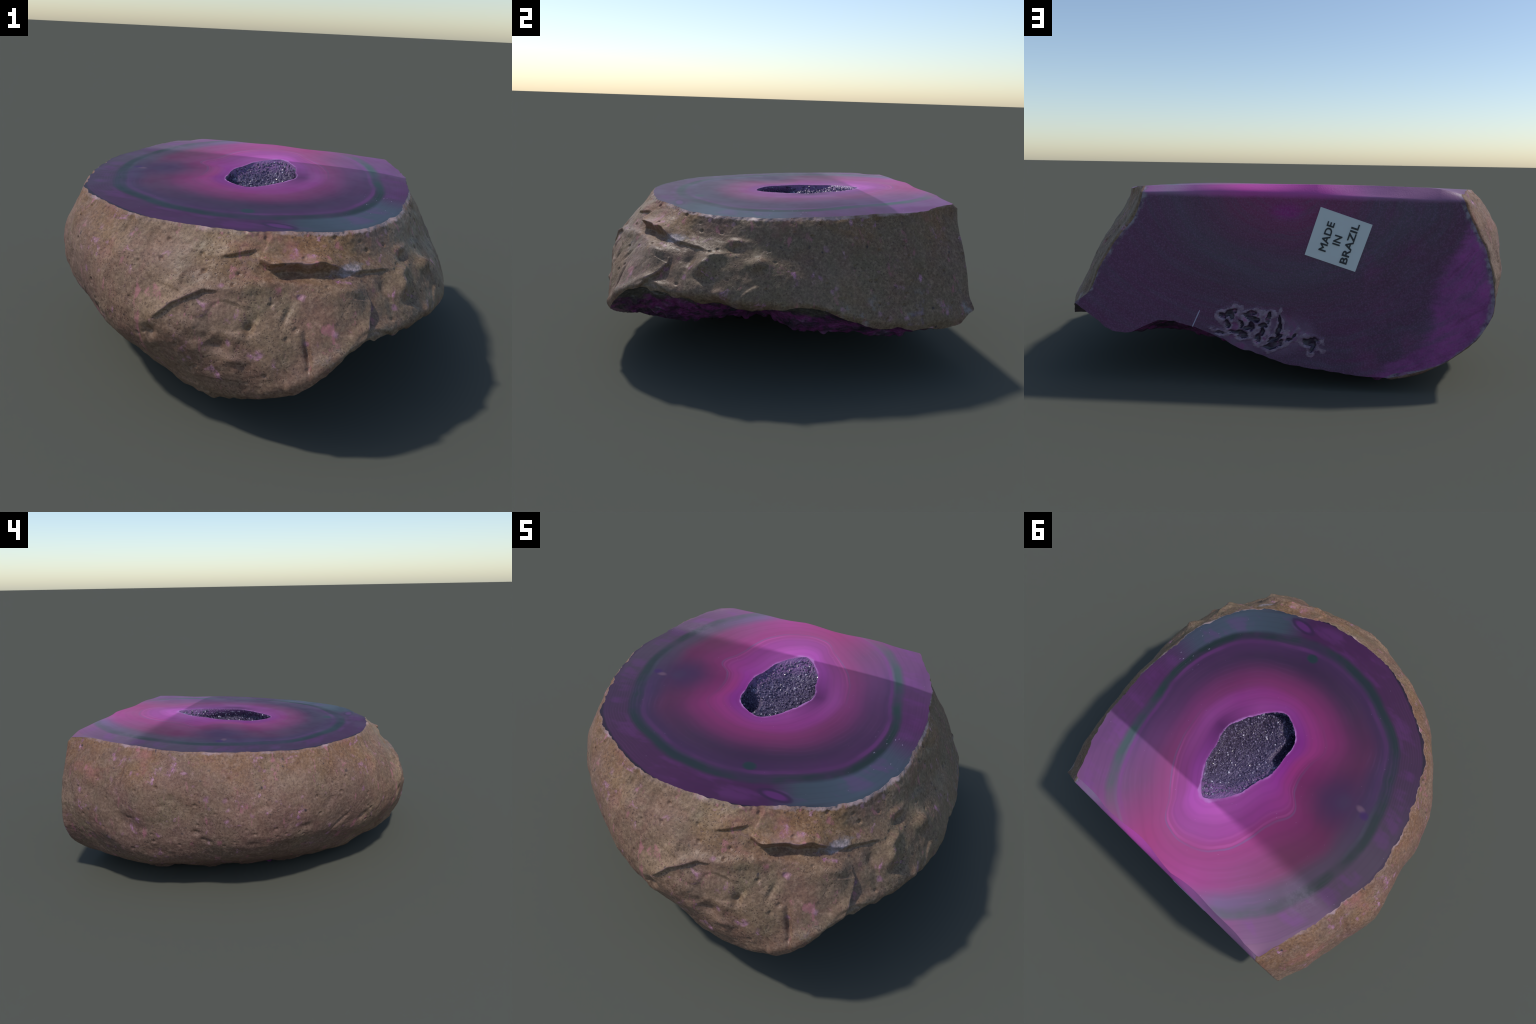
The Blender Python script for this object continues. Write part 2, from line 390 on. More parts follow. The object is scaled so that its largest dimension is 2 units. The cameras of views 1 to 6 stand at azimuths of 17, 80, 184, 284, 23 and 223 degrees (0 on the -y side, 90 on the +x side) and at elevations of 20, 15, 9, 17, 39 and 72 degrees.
# ------------------------------------------------------------------ node helpers
class Tree:
    def __init__(self, name):
        self.m = bpy.data.materials.new(name); self.m.use_nodes = True
        self.t = self.m.node_tree; self.t.nodes.clear()
        self.out = self.n("ShaderNodeOutputMaterial"); self.bsdf = self.n("ShaderNodeBsdfPrincipled")
        self.t.links.new(self.bsdf.outputs[0], self.out.inputs[0])
        self.co = self.n("ShaderNodeTexCoord").outputs["Object"]
        self._xyz = None
    def n(self, kind, **props):
        node = self.t.nodes.new(kind)
        for k_, v_ in props.items(): setattr(node, k_, v_)
        return node
    def put(self, socket, value):
        if hasattr(value, "is_linked"): self.t.links.new(value, socket)
        elif isinstance(value, (tuple, list)) and socket.type == "RGBA" and len(value) == 3: socket.default_value = (*value, 1)
        else: socket.default_value = value
    def math(self, op, a, b=0.0, clamp=False):
        node = self.n("ShaderNodeMath", operation=op, use_clamp=clamp); self.put(node.inputs[0], a); self.put(node.inputs[1], b); return node.outputs[0]
    def add(self, a, b): return self.math("ADD", a, b)
    def sub(self, a, b): return self.math("SUBTRACT", a, b)
    def mul(self, a, b): return self.math("MULTIPLY", a, b)
    def xyz(self):
        if self._xyz is None:
            s_ = self.n("ShaderNodeSeparateXYZ"); self.put(s_.inputs[0], self.co); self._xyz = s_.outputs
        return self._xyz
    def vec(self, x, y, z):
        c = self.n("ShaderNodeCombineXYZ")
        for i_, v_ in enumerate((x, y, z)): self.put(c.inputs[i_], v_)
        return c.outputs[0]
    def scaled(self, v_, s_):
        m_ = self.n("ShaderNodeMapping"); self.put(m_.inputs[0], v_); m_.inputs["Scale"].default_value = s_; return m_.outputs[0]
    def noise(self, scale, detail=3, rough=.55, v=None, distortion=0):
        t_ = self.n("ShaderNodeTexNoise"); self.put(t_.inputs["Vector"], v or self.co)
        t_.inputs["Scale"].default_value = scale; t_.inputs["Detail"].default_value = detail; t_.inputs["Roughness"].default_value = rough; t_.inputs["Distortion"].default_value = distortion
        return t_.outputs[0]
    def voronoi(self, scale, out="Distance", feature="F1", v=None):
        t_ = self.n("ShaderNodeTexVoronoi", feature=feature); self.put(t_.inputs["Vector"], v or self.co); t_.inputs["Scale"].default_value = scale
        return t_.outputs[out]
    def step(self, x, lo, hi, a=0.0, b=1.0, smooth_=True):
        m_ = self.n("ShaderNodeMapRange", interpolation_type="SMOOTHSTEP" if smooth_ else "LINEAR"); self.put(m_.inputs[0], x)
        for i_, v_ in enumerate((lo, hi, a, b), 1): self.put(m_.inputs[i_], v_)
        return m_.outputs[0]
    def ramp(self, x, stops, interp="LINEAR"):
        r_ = self.n("ShaderNodeValToRGB"); self.put(r_.inputs[0], x); e_ = r_.color_ramp; e_.interpolation = interp
        while len(e_.elements) < len(stops): e_.elements.new(.5)
        for el, (p_, c_) in zip(e_.elements, stops): el.position = p_; el.color = (*c_, 1) if len(c_) == 3 else c_
        return r_.outputs[0]
    def mix(self, f, a, b, mode="MIX"):
        m_ = self.n("ShaderNodeMix", data_type="RGBA", blend_type=mode); self.put(m_.inputs["Factor"], f); self.put(m_.inputs[6], a); self.put(m_.inputs[7], b); return m_.outputs[2]
    def curve(self, x, pts):
        pts = sorted(pts)
        c_ = self.n("ShaderNodeFloatCurve"); self.put(c_.inputs["Value"], x); cu = c_.mapping.curves[0]
        c_.mapping.use_clip = False
        for p_ in pts[1:-1]: cu.points.new(*p_)
        cu.points[0].location = pts[0]; cu.points[-1].location = pts[-1]
        srt = sorted(pts)
        for pt, lo in zip(cu.points, srt): pt.location = lo
        c_.mapping.update(); return c_.outputs[0]
    def bump(self, h, strength, dist):
        b_ = self.n("ShaderNodeBump"); self.put(b_.inputs["Height"], h); b_.inputs["Strength"].default_value = strength; b_.inputs["Distance"].default_value = dist; return b_.outputs[0]
    def spot(self, cx, cy, rx, ry, axis=(0, 1), wob=None, inner=.6):
        """1 inside an ellipse, fading to 0 at its border."""
        x_, y_ = self.xyz()[axis[0]], self.xyz()[axis[1]]
        a = self.math("POWER", self.math("ABSOLUTE", self.math("DIVIDE", self.sub(x_, cx), rx)), 2.0)
        b_ = self.math("POWER", self.math("ABSOLUTE", self.math("DIVIDE", self.sub(y_, cy), ry)), 2.0)
        d_ = self.math("SQRT", self.add(a, b_))
        if wob is not None: d_ = self.add(d_, wob)
        return self.step(d_, 1.0, inner)
    def finish(self, color, roughness=.6, normal=None, **other):
        self.put(self.bsdf.inputs["Base Color"], color); self.put(self.bsdf.inputs["Roughness"], roughness)
        if normal is not None: self.put(self.bsdf.inputs["Normal"], normal)
        for k_, v_ in other.items(): self.put(self.bsdf.inputs[k_.replace("_", " ")], v_)
        return self.m

# ------------------------------------------------------------------ rind stone
def rind_material():
    T = Tree("rind_stone"); x, y, z = T.xyz()
    mid_ = T.noise(7, 4); fine = T.noise(38, 4, .65)
    warp = T.n("ShaderNodeMix", data_type="VECTOR"); w_ = T.n("ShaderNodeTexNoise"); T.put(w_.inputs["Vector"], T.co); w_.inputs["Scale"].default_value = 16; w_.inputs["Detail"].default_value = 3
    T.put(warp.inputs[0], .05); T.put(warp.inputs[4], T.co); T.put(warp.inputs[5], w_.outputs["Color"]); wco = warp.outputs[1]
    base = T.ramp(T.add(T.mul(T.noise(2.3, 3), .5), T.mul(mid_, .5)), [(.30, (.130, .084, .058)), (.45, (.175, .118, .080)), (.55, (.220, .155, .102)), (.68, (.300, .222, .150))])
    base = T.mix(T.mul(T.step(T.noise(5.2, 3), .46, .62), .55), base, (.200, .110, .082))          # reddish
    base = T.mix(T.mul(T.step(T.noise(6.1, 3, v=T.scaled(T.co, (1, 1.1, .9))), .50, .66), .55), base, (.185, .160, .098))   # olive
    ochre = T.mul(T.step(z, .56, .74), T.step(T.noise(3.1, 3), .40, .58))
    base = T.mix(T.mul(ochre, .7), base, (.225, .125, .052))
    mauve = T.step(T.add(T.noise(2.7, 3), T.mul(z, -.35)), .28, .48)
    base = T.mix(T.mul(mauve, .45), base, (.150, .092, .080))
    olive = T.mul(T.step(x, .45, .85), T.step(mid_, .30, .6))
    base = T.mix(T.mul(olive, .6), base, (.125, .110, .070))
    base = T.mix(T.step(fine, .45, .72, 0, .45), base, (.33, .245, .185))
    grain = T.noise(85, 4, .75)
    base = T.mix(T.step(grain, .34, .56, .55, 0), base, (.070, .040, .034))
    base = T.mix(T.step(grain, .54, .72, 0, .45), base, (.36, .27, .21))
    pv_ = T.voronoi(88, v=wco); pm = T.mul(T.step(pv_, .36, .10), T.step(T.noise(6, 3), .34, .58))
    base = T.mix(T.mul(pm, .62), base, (.052, .028, .026))
    pv2_ = T.voronoi(22, v=wco); base = T.mix(T.mul(T.step(pv2_, .22, .06), T.step(T.noise(11, 2), .52, .62)), base, (.045, .036, .040))
    # dye that soaked into chips and scratches
    dye = T.ramp(T.noise(48, 4, .7), [(.30, (.120, .045, .110)), (.45, (.330, .150, .290)), (.58, (.500, .290, .420)), (.70, (.560, .420, .440))])
    chip = T.step(T.noise(10.5, 5, .66, distortion=.5), .605, .700)
    base = T.mix(T.mul(chip, T.step(T.noise(45, 3), .36, .60, .15, .85)), base, dye)
    spots = T.mul(T.step(T.add(T.voronoi(12.5, v=wco), T.mul(T.sub(T.noise(60, 3, .7), .5), .12)), .22, .05), T.step(T.noise(5, 2), .40, .55))
    base = T.mix(T.mul(spots, .55), base, dye)
    streak = T.step(T.noise(7, 4, .65, v=T.scaled(T.co, (2.4, 2.4, .7))), .60, .70)
    base = T.mix(T.mul(streak, .5), base, (.40, .150, .210))
    blush = T.mul(T.step(T.noise(3.4, 4, .65), .53, .70), T.step(z, .45, .75))
    base = T.mix(T.mul(blush, .4), base, (.36, .125, .150))
    geo = T.n("ShaderNodeNewGeometry")
    worn = T.mul(T.step(geo.outputs["Pointiness"], .525, .59), T.step(T.noise(8, 3), .38, .56))
    base = T.mix(T.mul(worn, .65), base, T.mix(.5, dye, (.40, .26, .25)))
    chip2 = T.mul(T.spot(.61, .660, .062, .026, axis=(0, 2), wob=T.mul(T.sub(T.noise(30, 3), .5), 1.2), inner=.5), T.step(y, -.40, -.46))
    base = T.mix(T.mul(chip2, .8), base, T.ramp(T.noise(55, 3), [(.35, (.120, .115, .125)), (.6, (.30, .28, .32)), (.7, (.50, .42, .50))]))
    lips = T.mul(T.mul(T.spot(.42, .690, .30, .030, axis=(0, 2), wob=T.mul(T.sub(T.noise(12, 3), .5), .9), inner=.4), T.step(y, -.45, -.55)), T.step(T.noise(14, 3), .42, .6))  # ledge lip tinted paler for the light catching its crest
    base = T.mix(T.mul(lips, .45), base, (.36, .24, .25))
    # pale crust along the sawn rim
    zr = T.sub(T.add(T.add(.8114, T.mul(x, -.0116)), T.mul(y, .0332)), T.add(T.mul(.0299, T.mul(x, x)), T.mul(.0015, T.mul(y, y))))
    below = T.add(T.sub(zr, z), T.mul(T.sub(T.noise(30, 4, .75), .5), .036))
    crust = T.mul(T.step(below, .012, .002), T.step(T.add(T.noise(8, 3), T.mul(T.step(x, .1, .7), .12)), .46, .68, .10, .85))
    base = T.mix(crust, base, (.42, .33, .36))
    # violet stains along the broken lower border of the right side
    st = T.mul(T.mul(T.step(z, .50, .36), T.step(x, .45, .75)), T.step(T.noise(12, 4, .65), .53, .70))
    base = T.mix(T.mul(st, .6), base, T.mix(T.step(T.noise(6, 2), .45, .55), (.20, .15, .25), (.26, .27, .31)))
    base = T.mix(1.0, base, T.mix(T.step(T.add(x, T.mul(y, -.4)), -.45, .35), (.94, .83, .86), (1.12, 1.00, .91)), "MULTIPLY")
    h = T.add(T.add(T.mul(T.noise(60, 5, .7), .6), T.mul(fine, .5)), T.mul(pm, -.5))
    craggy = T.mul(T.step(T.add(x, T.mul(y, -.8)), .35, .75), T.step(T.noise(5, 3), .35, .55))
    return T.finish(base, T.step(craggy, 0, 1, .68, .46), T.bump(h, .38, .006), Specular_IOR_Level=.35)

# ------------------------------------------------------------------ banded agate, seen on the top cut
RING_ANGLES = 24
BANDS = {
 "pocket": POCKET_R,
 "line":  (.343, .337, .352, .375, .411, .471, .569, .577, .528, .448, .397, .404, .311, .295, .324, .398, .401, .404, .404, .403, .406, .387, .371, .356),
 "teal":  (.609, .585, .612, .667, .724, .750, .775, .801, .826, .819, .785, .759, .743, .728, .735, .752, .735, .730, .726, .709, .693, .695, .668, .637),
 "rim":   (.752, .757, .798, .856, .901, .918, .935, .951, .968, .965, .925, .898, .883, .879, .888, .900, .895, .898, .895, .881, .864, .855, .815, .765),
}
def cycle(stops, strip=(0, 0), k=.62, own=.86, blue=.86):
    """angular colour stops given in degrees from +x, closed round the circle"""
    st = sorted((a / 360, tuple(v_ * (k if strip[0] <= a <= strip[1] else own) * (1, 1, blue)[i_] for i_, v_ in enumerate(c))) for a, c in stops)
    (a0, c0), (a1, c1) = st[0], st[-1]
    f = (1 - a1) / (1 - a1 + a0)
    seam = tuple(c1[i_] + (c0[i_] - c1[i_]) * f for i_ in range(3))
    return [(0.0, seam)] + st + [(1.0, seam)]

def agate_material():
    T = Tree("banded_agate"); x, y, z = T.xyz()
    rx, ry = T.sub(x, float(POCKET_C[0])), T.sub(y, float(POCKET_C[1]))
    wx = T.mul(T.sub(T.noise(4, 4), .5), .035); wy = T.mul(T.sub(T.noise(4, 4, v=T.scaled(T.co, (1.1, .9, 3))), .5), .035)
    a_ = T.math("FRACT", T.add(T.math("DIVIDE", T.math("ARCTAN2", T.add(ry, T.mul(wx, .5)), T.add(rx, T.mul(wy, .5))), 2 * math.pi), 1.0))
    R0 = T.math("SQRT", T.add(T.mul(rx, rx), T.mul(ry, ry)))
    R = T.add(R0, T.mul(wx, T.step(R0, .18, .45)))
    def radius(name):
        r_ = BANDS[name]; pts = [(i_ / RING_ANGLES, r_[i_ % RING_ANGLES]) for i_ in range(RING_ANGLES + 1)]
        return T.curve(a_, pts)
    rc, rl, rt, rr = (radius(n_) for n_ in ("pocket", "line", "teal", "rim"))
    lin = lambda lo, hi: T.step(R, lo, hi, 0, 1, False)
    s = T.add(T.add(lin(rc, rl), lin(rl, rt)), lin(rt, rr))          # 0 pocket, 1 line, 2 teal ring, 3 rim
    # colours by angle at each band
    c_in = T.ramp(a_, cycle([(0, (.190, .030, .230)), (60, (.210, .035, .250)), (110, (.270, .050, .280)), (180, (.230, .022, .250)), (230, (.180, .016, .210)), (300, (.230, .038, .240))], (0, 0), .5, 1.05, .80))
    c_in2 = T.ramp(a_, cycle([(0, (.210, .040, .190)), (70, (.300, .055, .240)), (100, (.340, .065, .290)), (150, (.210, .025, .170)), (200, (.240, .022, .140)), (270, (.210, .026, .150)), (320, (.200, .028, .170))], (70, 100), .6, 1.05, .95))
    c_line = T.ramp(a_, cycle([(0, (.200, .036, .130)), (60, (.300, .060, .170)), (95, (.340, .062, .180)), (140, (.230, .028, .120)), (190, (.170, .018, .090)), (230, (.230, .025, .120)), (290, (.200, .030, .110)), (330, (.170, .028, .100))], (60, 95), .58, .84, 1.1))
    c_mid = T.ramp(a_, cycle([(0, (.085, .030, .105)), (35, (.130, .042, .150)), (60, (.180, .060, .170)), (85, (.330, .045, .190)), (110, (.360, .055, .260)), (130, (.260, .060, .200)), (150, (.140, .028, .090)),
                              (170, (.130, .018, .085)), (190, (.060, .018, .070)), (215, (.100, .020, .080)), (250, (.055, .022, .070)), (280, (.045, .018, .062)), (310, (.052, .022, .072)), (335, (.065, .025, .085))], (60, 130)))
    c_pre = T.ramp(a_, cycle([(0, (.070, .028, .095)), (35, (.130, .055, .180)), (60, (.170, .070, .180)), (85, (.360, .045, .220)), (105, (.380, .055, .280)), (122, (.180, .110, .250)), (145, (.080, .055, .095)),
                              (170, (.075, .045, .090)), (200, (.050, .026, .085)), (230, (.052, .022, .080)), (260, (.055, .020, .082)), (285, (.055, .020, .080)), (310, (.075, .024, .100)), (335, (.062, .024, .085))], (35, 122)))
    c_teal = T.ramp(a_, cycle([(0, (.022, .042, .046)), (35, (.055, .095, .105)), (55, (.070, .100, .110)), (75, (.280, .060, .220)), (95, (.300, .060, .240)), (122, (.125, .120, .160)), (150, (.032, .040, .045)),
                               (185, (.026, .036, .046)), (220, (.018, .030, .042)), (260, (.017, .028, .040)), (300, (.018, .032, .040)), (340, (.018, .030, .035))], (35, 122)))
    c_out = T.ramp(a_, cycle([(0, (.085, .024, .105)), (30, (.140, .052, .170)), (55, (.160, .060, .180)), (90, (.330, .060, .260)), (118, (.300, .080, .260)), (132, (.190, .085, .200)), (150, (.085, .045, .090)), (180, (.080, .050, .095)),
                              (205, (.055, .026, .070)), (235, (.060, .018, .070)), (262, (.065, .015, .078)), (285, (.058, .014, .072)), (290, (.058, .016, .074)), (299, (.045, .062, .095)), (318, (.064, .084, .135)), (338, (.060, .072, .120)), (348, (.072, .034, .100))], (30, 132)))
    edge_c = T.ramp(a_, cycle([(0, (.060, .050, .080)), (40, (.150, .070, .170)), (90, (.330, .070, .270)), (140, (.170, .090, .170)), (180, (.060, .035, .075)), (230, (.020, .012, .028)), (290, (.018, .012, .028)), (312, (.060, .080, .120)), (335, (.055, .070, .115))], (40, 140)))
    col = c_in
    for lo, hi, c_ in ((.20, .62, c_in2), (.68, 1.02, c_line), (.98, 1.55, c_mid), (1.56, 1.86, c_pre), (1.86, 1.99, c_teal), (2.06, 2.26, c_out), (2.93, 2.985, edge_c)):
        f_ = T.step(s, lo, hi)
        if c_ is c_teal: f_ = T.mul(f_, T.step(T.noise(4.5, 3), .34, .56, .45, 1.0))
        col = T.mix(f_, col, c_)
    # hairline bands
    def hair(at, width, colour, strength):
        nonlocal col
        f = T.step(T.math("ABSOLUTE", T.sub(s, at)), width, width * .2)
        col = T.mix(T.mul(f, strength), col, colour)
    dim = T.mul(T.step(T.noise(2.2, 2), .36, .60), T.ramp(a_, [(0, (.25,) * 3), (.12, (.8,) * 3), (.27, (1,) * 3), (.5, (.8,) * 3), (.6, (.15,) * 3), (1, (.15,) * 3)]))
    hair(1.00, .030, (.130, .060, .150), T.mul(dim, .8))
    hair(.94, .045, (.330, .060, .220), T.mul(dim, .5))
    hair(.80, .04, (.260, .050, .180), T.mul(dim, .3))
    hair(1.87, .06, (.130, .030, .140), T.mul(T.step(T.noise(3.5, 2), .36, .58, .2, 1.0), T.ramp(a_, [(0, (.55,) * 3), (.18, (.3,) * 3), (.3, (0,) * 3), (.5, (.05,) * 3), (.6, (.15,) * 3), (.75, (.45,) * 3), (.9, (.6,) * 3), (1, (.5,) * 3)])))
    hair(1.93, .04, (.100, .090, .135), T.mul(dim, .3))
    ripples = T.math("SINE", T.add(T.mul(s, 75.0), T.mul(T.noise(5, 2), 9.0)))
    col = T.mix(T.mul(T.step(ripples, .2, 1.0), T.step(T.noise(3, 2), .45, .75, .0, .10)), col, T.mix(.5, col, (.30, .10, .30)))
    r2 = T.math("SINE", T.add(T.mul(s, 31.0), T.mul(T.noise(3, 2), 7.0)))
    col = T.mix(T.mul(T.step(r2, .0, 1.0), .12), col, T.mix(.5, col, (.02, .01, .03)))
    # lighter cloud and blob in the outer zone
    cloudy = T.mul(T.mul(T.step(s, 2.1, 2.3), T.step(s, 2.95, 2.7)), T.step(T.noise(5.5, 3, v=T.scaled(T.co, (1, 2.2, 1))), .46, .64))
    col = T.mix(T.mul(cloudy, .55), col, T.mix(.5, col, (.14, .03, .17)))
    wob = T.mul(T.sub(T.noise(14, 3), .5), .35)
    col = T.mix(T.mul(T.spot(.318, -.545, .085, .038, wob=wob, inner=.75), .8), col, (.030, .012, .042))
    col = T.mix(T.mul(T.spot(.318, -.545, .065, .024, wob=wob, inner=.55), .8), col, (.095, .020, .115))
    # dark drop and smoky eye
    col = T.mix(T.spot(.143, -.426, .040, .034, wob=wob, inner=.55), col, (.016, .030, .036))
    smoke = T.spot(-.485, .090, .175, .20, wob=T.mul(wob, .5), inner=.0)
    col = T.mix(T.mul(smoke, .85), col, (.048, .016, .062))
    col = T.mix(T.mul(T.spot(-.52, .075, .062, .070, wob=wob, inner=.1), .6), col, (.045, .026, .066))
    col = T.mix(T.mul(T.spot(-.60, .045, .035, .022, wob=wob, inner=.3), .6), col, (.15, .08, .12))
    col = T.mix(T.mul(T.spot(-.635, .06, .035, .03, wob=wob, inner=.3), .7), col, (.040, .010, .085))
    # crystalline grey patches at the left rim
    patch = T.mul(T.spot(-.68, .58, .13, .12, wob=wob, inner=.2), T.step(T.noise(26, 4, .7), .35, .65))
    col = T.mix(T.mul(patch, .35), col, (.105, .085, .110))
    # sparkling scratches in front of the blue-grey rim
    sc = T.mul(T.spot(.655, -.05, .11, .20, inner=.3), T.step(T.voronoi(60, v=T.scaled(T.co, (1, .35, 1))), .14, .07))
    col = T.mix(T.mul(sc, .75), col, (.42, .36, .50))
    dust = T.mul(T.step(T.voronoi(34), .05, .03), T.step(T.noise(7, 2), .5, .6))
    col = T.mix(T.mul(dust, .6), col, (.42, .30, .46))
    # window reflection painted on: colours brightened beside the back cut, with a straight border
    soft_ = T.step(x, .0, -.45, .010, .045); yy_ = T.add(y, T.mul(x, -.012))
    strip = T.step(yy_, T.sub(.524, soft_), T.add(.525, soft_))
    painted_glare = T.mix(1.0, T.mix(1.0, col, (1.75, 1.66, 1.7), "MULTIPLY"), (.016, .012, .016), "ADD")
    col = T.mix(strip, col, painted_glare)
    # bright frayed lip of the pocket
    lip = T.step(T.add(s, T.mul(T.sub(T.noise(40, 3), .5), .10)), .07, .0)
    col = T.mix(T.mul(lip, T.step(T.noise(9, 2), .35, .6, .2, .75)), col, (.50, .22, .52))
    return T.finish(col, T.step(T.noise(6, 3), .3, .7, .46, .56), None, Specular_IOR_Level=.24)

# ------------------------------------------------------------------ sawn back
def back_material():
    T = Tree("sawn_agate"); x, y, z = T.xyz()
    n1 = T.sub(T.noise(3.2, 4), .5); n2 = T.sub(T.noise(11, 4), .5)
    # arched bands round the dyed core under the arris
    ex = T.math("DIVIDE", T.add(x, T.add(.02, T.mul(n1, .10))), 1.45); ez = T.math("DIVIDE", T.sub(T.add(z, T.mul(n1, .10)), .82), 1.0)
    d_ = T.math("SQRT", T.add(T.mul(ex, ex), T.mul(ez, ez)))
    col = T.ramp(d_, [(0, (.230, .030, .130)), (.10, (.190, .034, .110)), (.17, (.150, .040, .095)), (.24, (.105, .050, .085)), (.29, (.090, .068, .088)), (.335, (.084, .078, .092)),
                      (.39, (.078, .055, .075)), (.46, (.085, .044, .072)), (.55, (.092, .042, .082)), (.62, (.078, .048, .078))])
    col = T.mix(T.mul(T.step(x, .25, .6), .55), col, (.118, .046, .105))
    col = T.mix(T.mul(T.mul(T.step(x, -.25, -.38), T.step(x, -.62, -.50)), T.step(T.noise(5, 3), .40, .62)), col, (.135, .045, .110))
    xb = T.curve(z, [(0, -.40), (.10, -.42), (.16, -.52), (.25, -.60), (.39, -.61), (.49, -.64), (.58, -.69), (.65, -.725), (.80, -.78), (1, -.8)])
    lobe = T.step(T.add(x, T.mul(T.sub(T.noise(16, 5, .7, v=T.scaled(T.co, (.5, 1, 2.2))), .5), .10)), T.add(xb, .035), T.sub(xb, .035))
    col = T.mix(lobe, col, T.ramp(T.noise(9, 4, .65), [(.3, (.150, .046, .150)), (.7, (.300, .070, .270))]))
    sk = T.noise(6, 5, .65, v=T.scaled(T.vec(T.add(x, T.mul(z, -.45)), 0.0, T.mul(d_, 3.0)), (.6, 1, 2.2)))
    col = T.mix(T.step(sk, .44, .72, 0, .6), col, (.085, .090, .115))
    col = T.mix(T.step(sk, .50, .28, 0, .6), col, (.110, .034, .092))
    # pinkish spot beside the arch, grain of the saw
    col = T.mix(T.mul(T.spot(-.02, .735, .10, .05, axis=(0, 2), inner=.1), .6), col, (.290, .010, .230))
    grain = T.noise(150, 3, .7)
    col = T.mix(T.step(grain, .42, .72, .0, .55), col, T.mix(.55, col, (.26, .16, .28)))
    col = T.mix(T.step(T.noise(90, 2, .6), .5, .25, 0, .35), col, T.mix(.6, col, (.02, .01, .03)))
    col = T.mix(1.0, col, (1.06, .80, 1.02), "MULTIPLY")
    # lilac frame round the opened pits
    halo = T.spot(.06, .235, .24, .115, axis=(0, 2), wob=T.mul(n2, .9), inner=.55)
    col = T.mix(T.mul(halo, .55), col, T.ramp(T.noise(22, 3), [(.35, (.150, .080, .150)), (.5, (.190, .120, .200)), (.66, (.300, .070, .230))]))
    # bright dyed arris
    top = T.sub(.822, T.mul(x, .012))
    ar = T.step(T.add(T.sub(top, z), T.mul(n2, .016)), T.add(.040, T.mul(x, -.020)), T.add(.016, T.mul(x, -.016)))
    col = T.mix(ar, col, T.ramp(T.add(T.mul(x, .55), T.add(.5, T.mul(n1, .25))), [(.12, (.240, .110, .210)), (.3, (.300, .120, .280)), (.45, (.420, .070, .320)), (.55, (.480, .065, .330)), (.68, (.300, .110, .280)), (.74, (.260, .160, .270)), (.82, (.330, .080, .290))]))
    # grey crust next to the rind
    for edge, sign in ((LEFT_EDGE, 1), (RIGHT_EDGE, -1)):
        pts = sorted((pz, px) for px, pz in edge)
        xe = T.curve(z, [(0, pts[0][1])] + pts + [(1, pts[-1][1])])
        near = T.add(T.mul(T.sub(x, xe), float(sign)), T.mul(T.sub(T.noise(24, 4, .7), .5), .05))
        col = T.mix(T.mul(T.step(near, .022, .004), T.step(T.noise(13, 3), .34, .56, .25, .9)), col, T.ramp(T.noise(50, 3), [(.35, (.080, .055, .090)), (.6, (.260, .230, .270))]))
    return T.finish(col, .42, T.bump(grain, .25, .003), Specular_IOR_Level=.4)

def pit_material():
    T = Tree("dark_crystal")
    col = T.ramp(T.noise(45, 3), [(.35, (.020, .014, .028)), (.6, (.050, .025, .060)), (.75, (.22, .06, .17))])
    return T.finish(col, .4)

def frame_material():
    T = Tree("pale_quartz_frame")
    col = T.ramp(T.noise(38, 4, .7), [(.30, (.130, .065, .125)), (.45, (.185, .120, .180)), (.58, (.260, .190, .255)), (.72, (.290, .070, .210))])
    return T.finish(col, .5)

def base_material():
    T = Tree("broken_agate"); x, y, z = T.xyz()
    col = T.ramp(T.noise(8, 4, .65), [(.30, (.036, .022, .038)), (.42, (.090, .028, .080)), (.52, (.200, .032, .155)), (.60, (.190, .055, .165)), (.70, (.30, .19, .31))])
    col = T.mix(T.mul(T.step(T.noise(19, 3), .48, .62), .75), col, (.035, .030, .038))
    # a margin of grey-brown rind rock along the outer edge of the break
    skin = T.mul(T.step(T.add(z, T.mul(T.sub(T.noise(9, 4, .65), .5), .16)), .335, .375), T.step(x, .35, .6))
    col = T.mix(skin, col, T.ramp(T.noise(20, 4, .65), [(.35, (.060, .052, .048)), (.55, (.120, .102, .082)), (.68, (.24, .22, .24))]))
    tip = T.mul(T.step(x, .70, .80), T.step(y, .55, .70))
    col = T.mix(T.mul(tip, .85), col, (.105, .085, .075))
    return T.finish(col, .5, T.bump(T.voronoi(60), .5, .008))

def pocket_material():
    T = Tree("drusy_amethyst"); x, y, z = T.xyz()
    side = T.step(T.add(T.mul(x, -1.0), T.mul(y, .55)), -.06, .24)            # pale slope on the left and back
    top = T.sub(.812, T.mul(x, .016))
    near = T.step(T.sub(top, z), .045, .005)
    col = T.ramp(T.noise(60, 3), [(.3, (.055, .040, .078)), (.55, (.105, .080, .145)), (.72, (.200, .160, .245))])
    col = T.mix(T.mul(side, .4), col, (.120, .080, .170))
    col = T.mix(T.mul(T.sub(1.0, side), .45), col, (.028, .018, .040))
    sp = T.mul(T.step(T.voronoi(130), .28, .15), T.step(T.noise(40, 2), .46, .6))
    col = T.mix(T.mul(sp, .6), col, (.34, .28, .42))
    col = T.mix(T.mul(near, .6), col, (.270, .110, .310))
    return T.finish(col, .38, T.bump(T.voronoi(110), .5, .006), Specular_IOR_Level=.5)

def crystal_material():
    T = Tree("quartz_points")
    isl = T.n("ShaderNodeNewGeometry").outputs["Random Per Island"]
    col = T.ramp(isl, [(0, (.060, .042, .088)), (.45, (.110, .082, .155)), (.75, (.160, .125, .215)), (.91, (.230, .190, .290)), (.965, (.32, .28, .40)), (1, (.66, .62, .72))])  # last stops near white: glints given to a few points by colour
    return T.finish(col, .25, None, Specular_IOR_Level=.6)

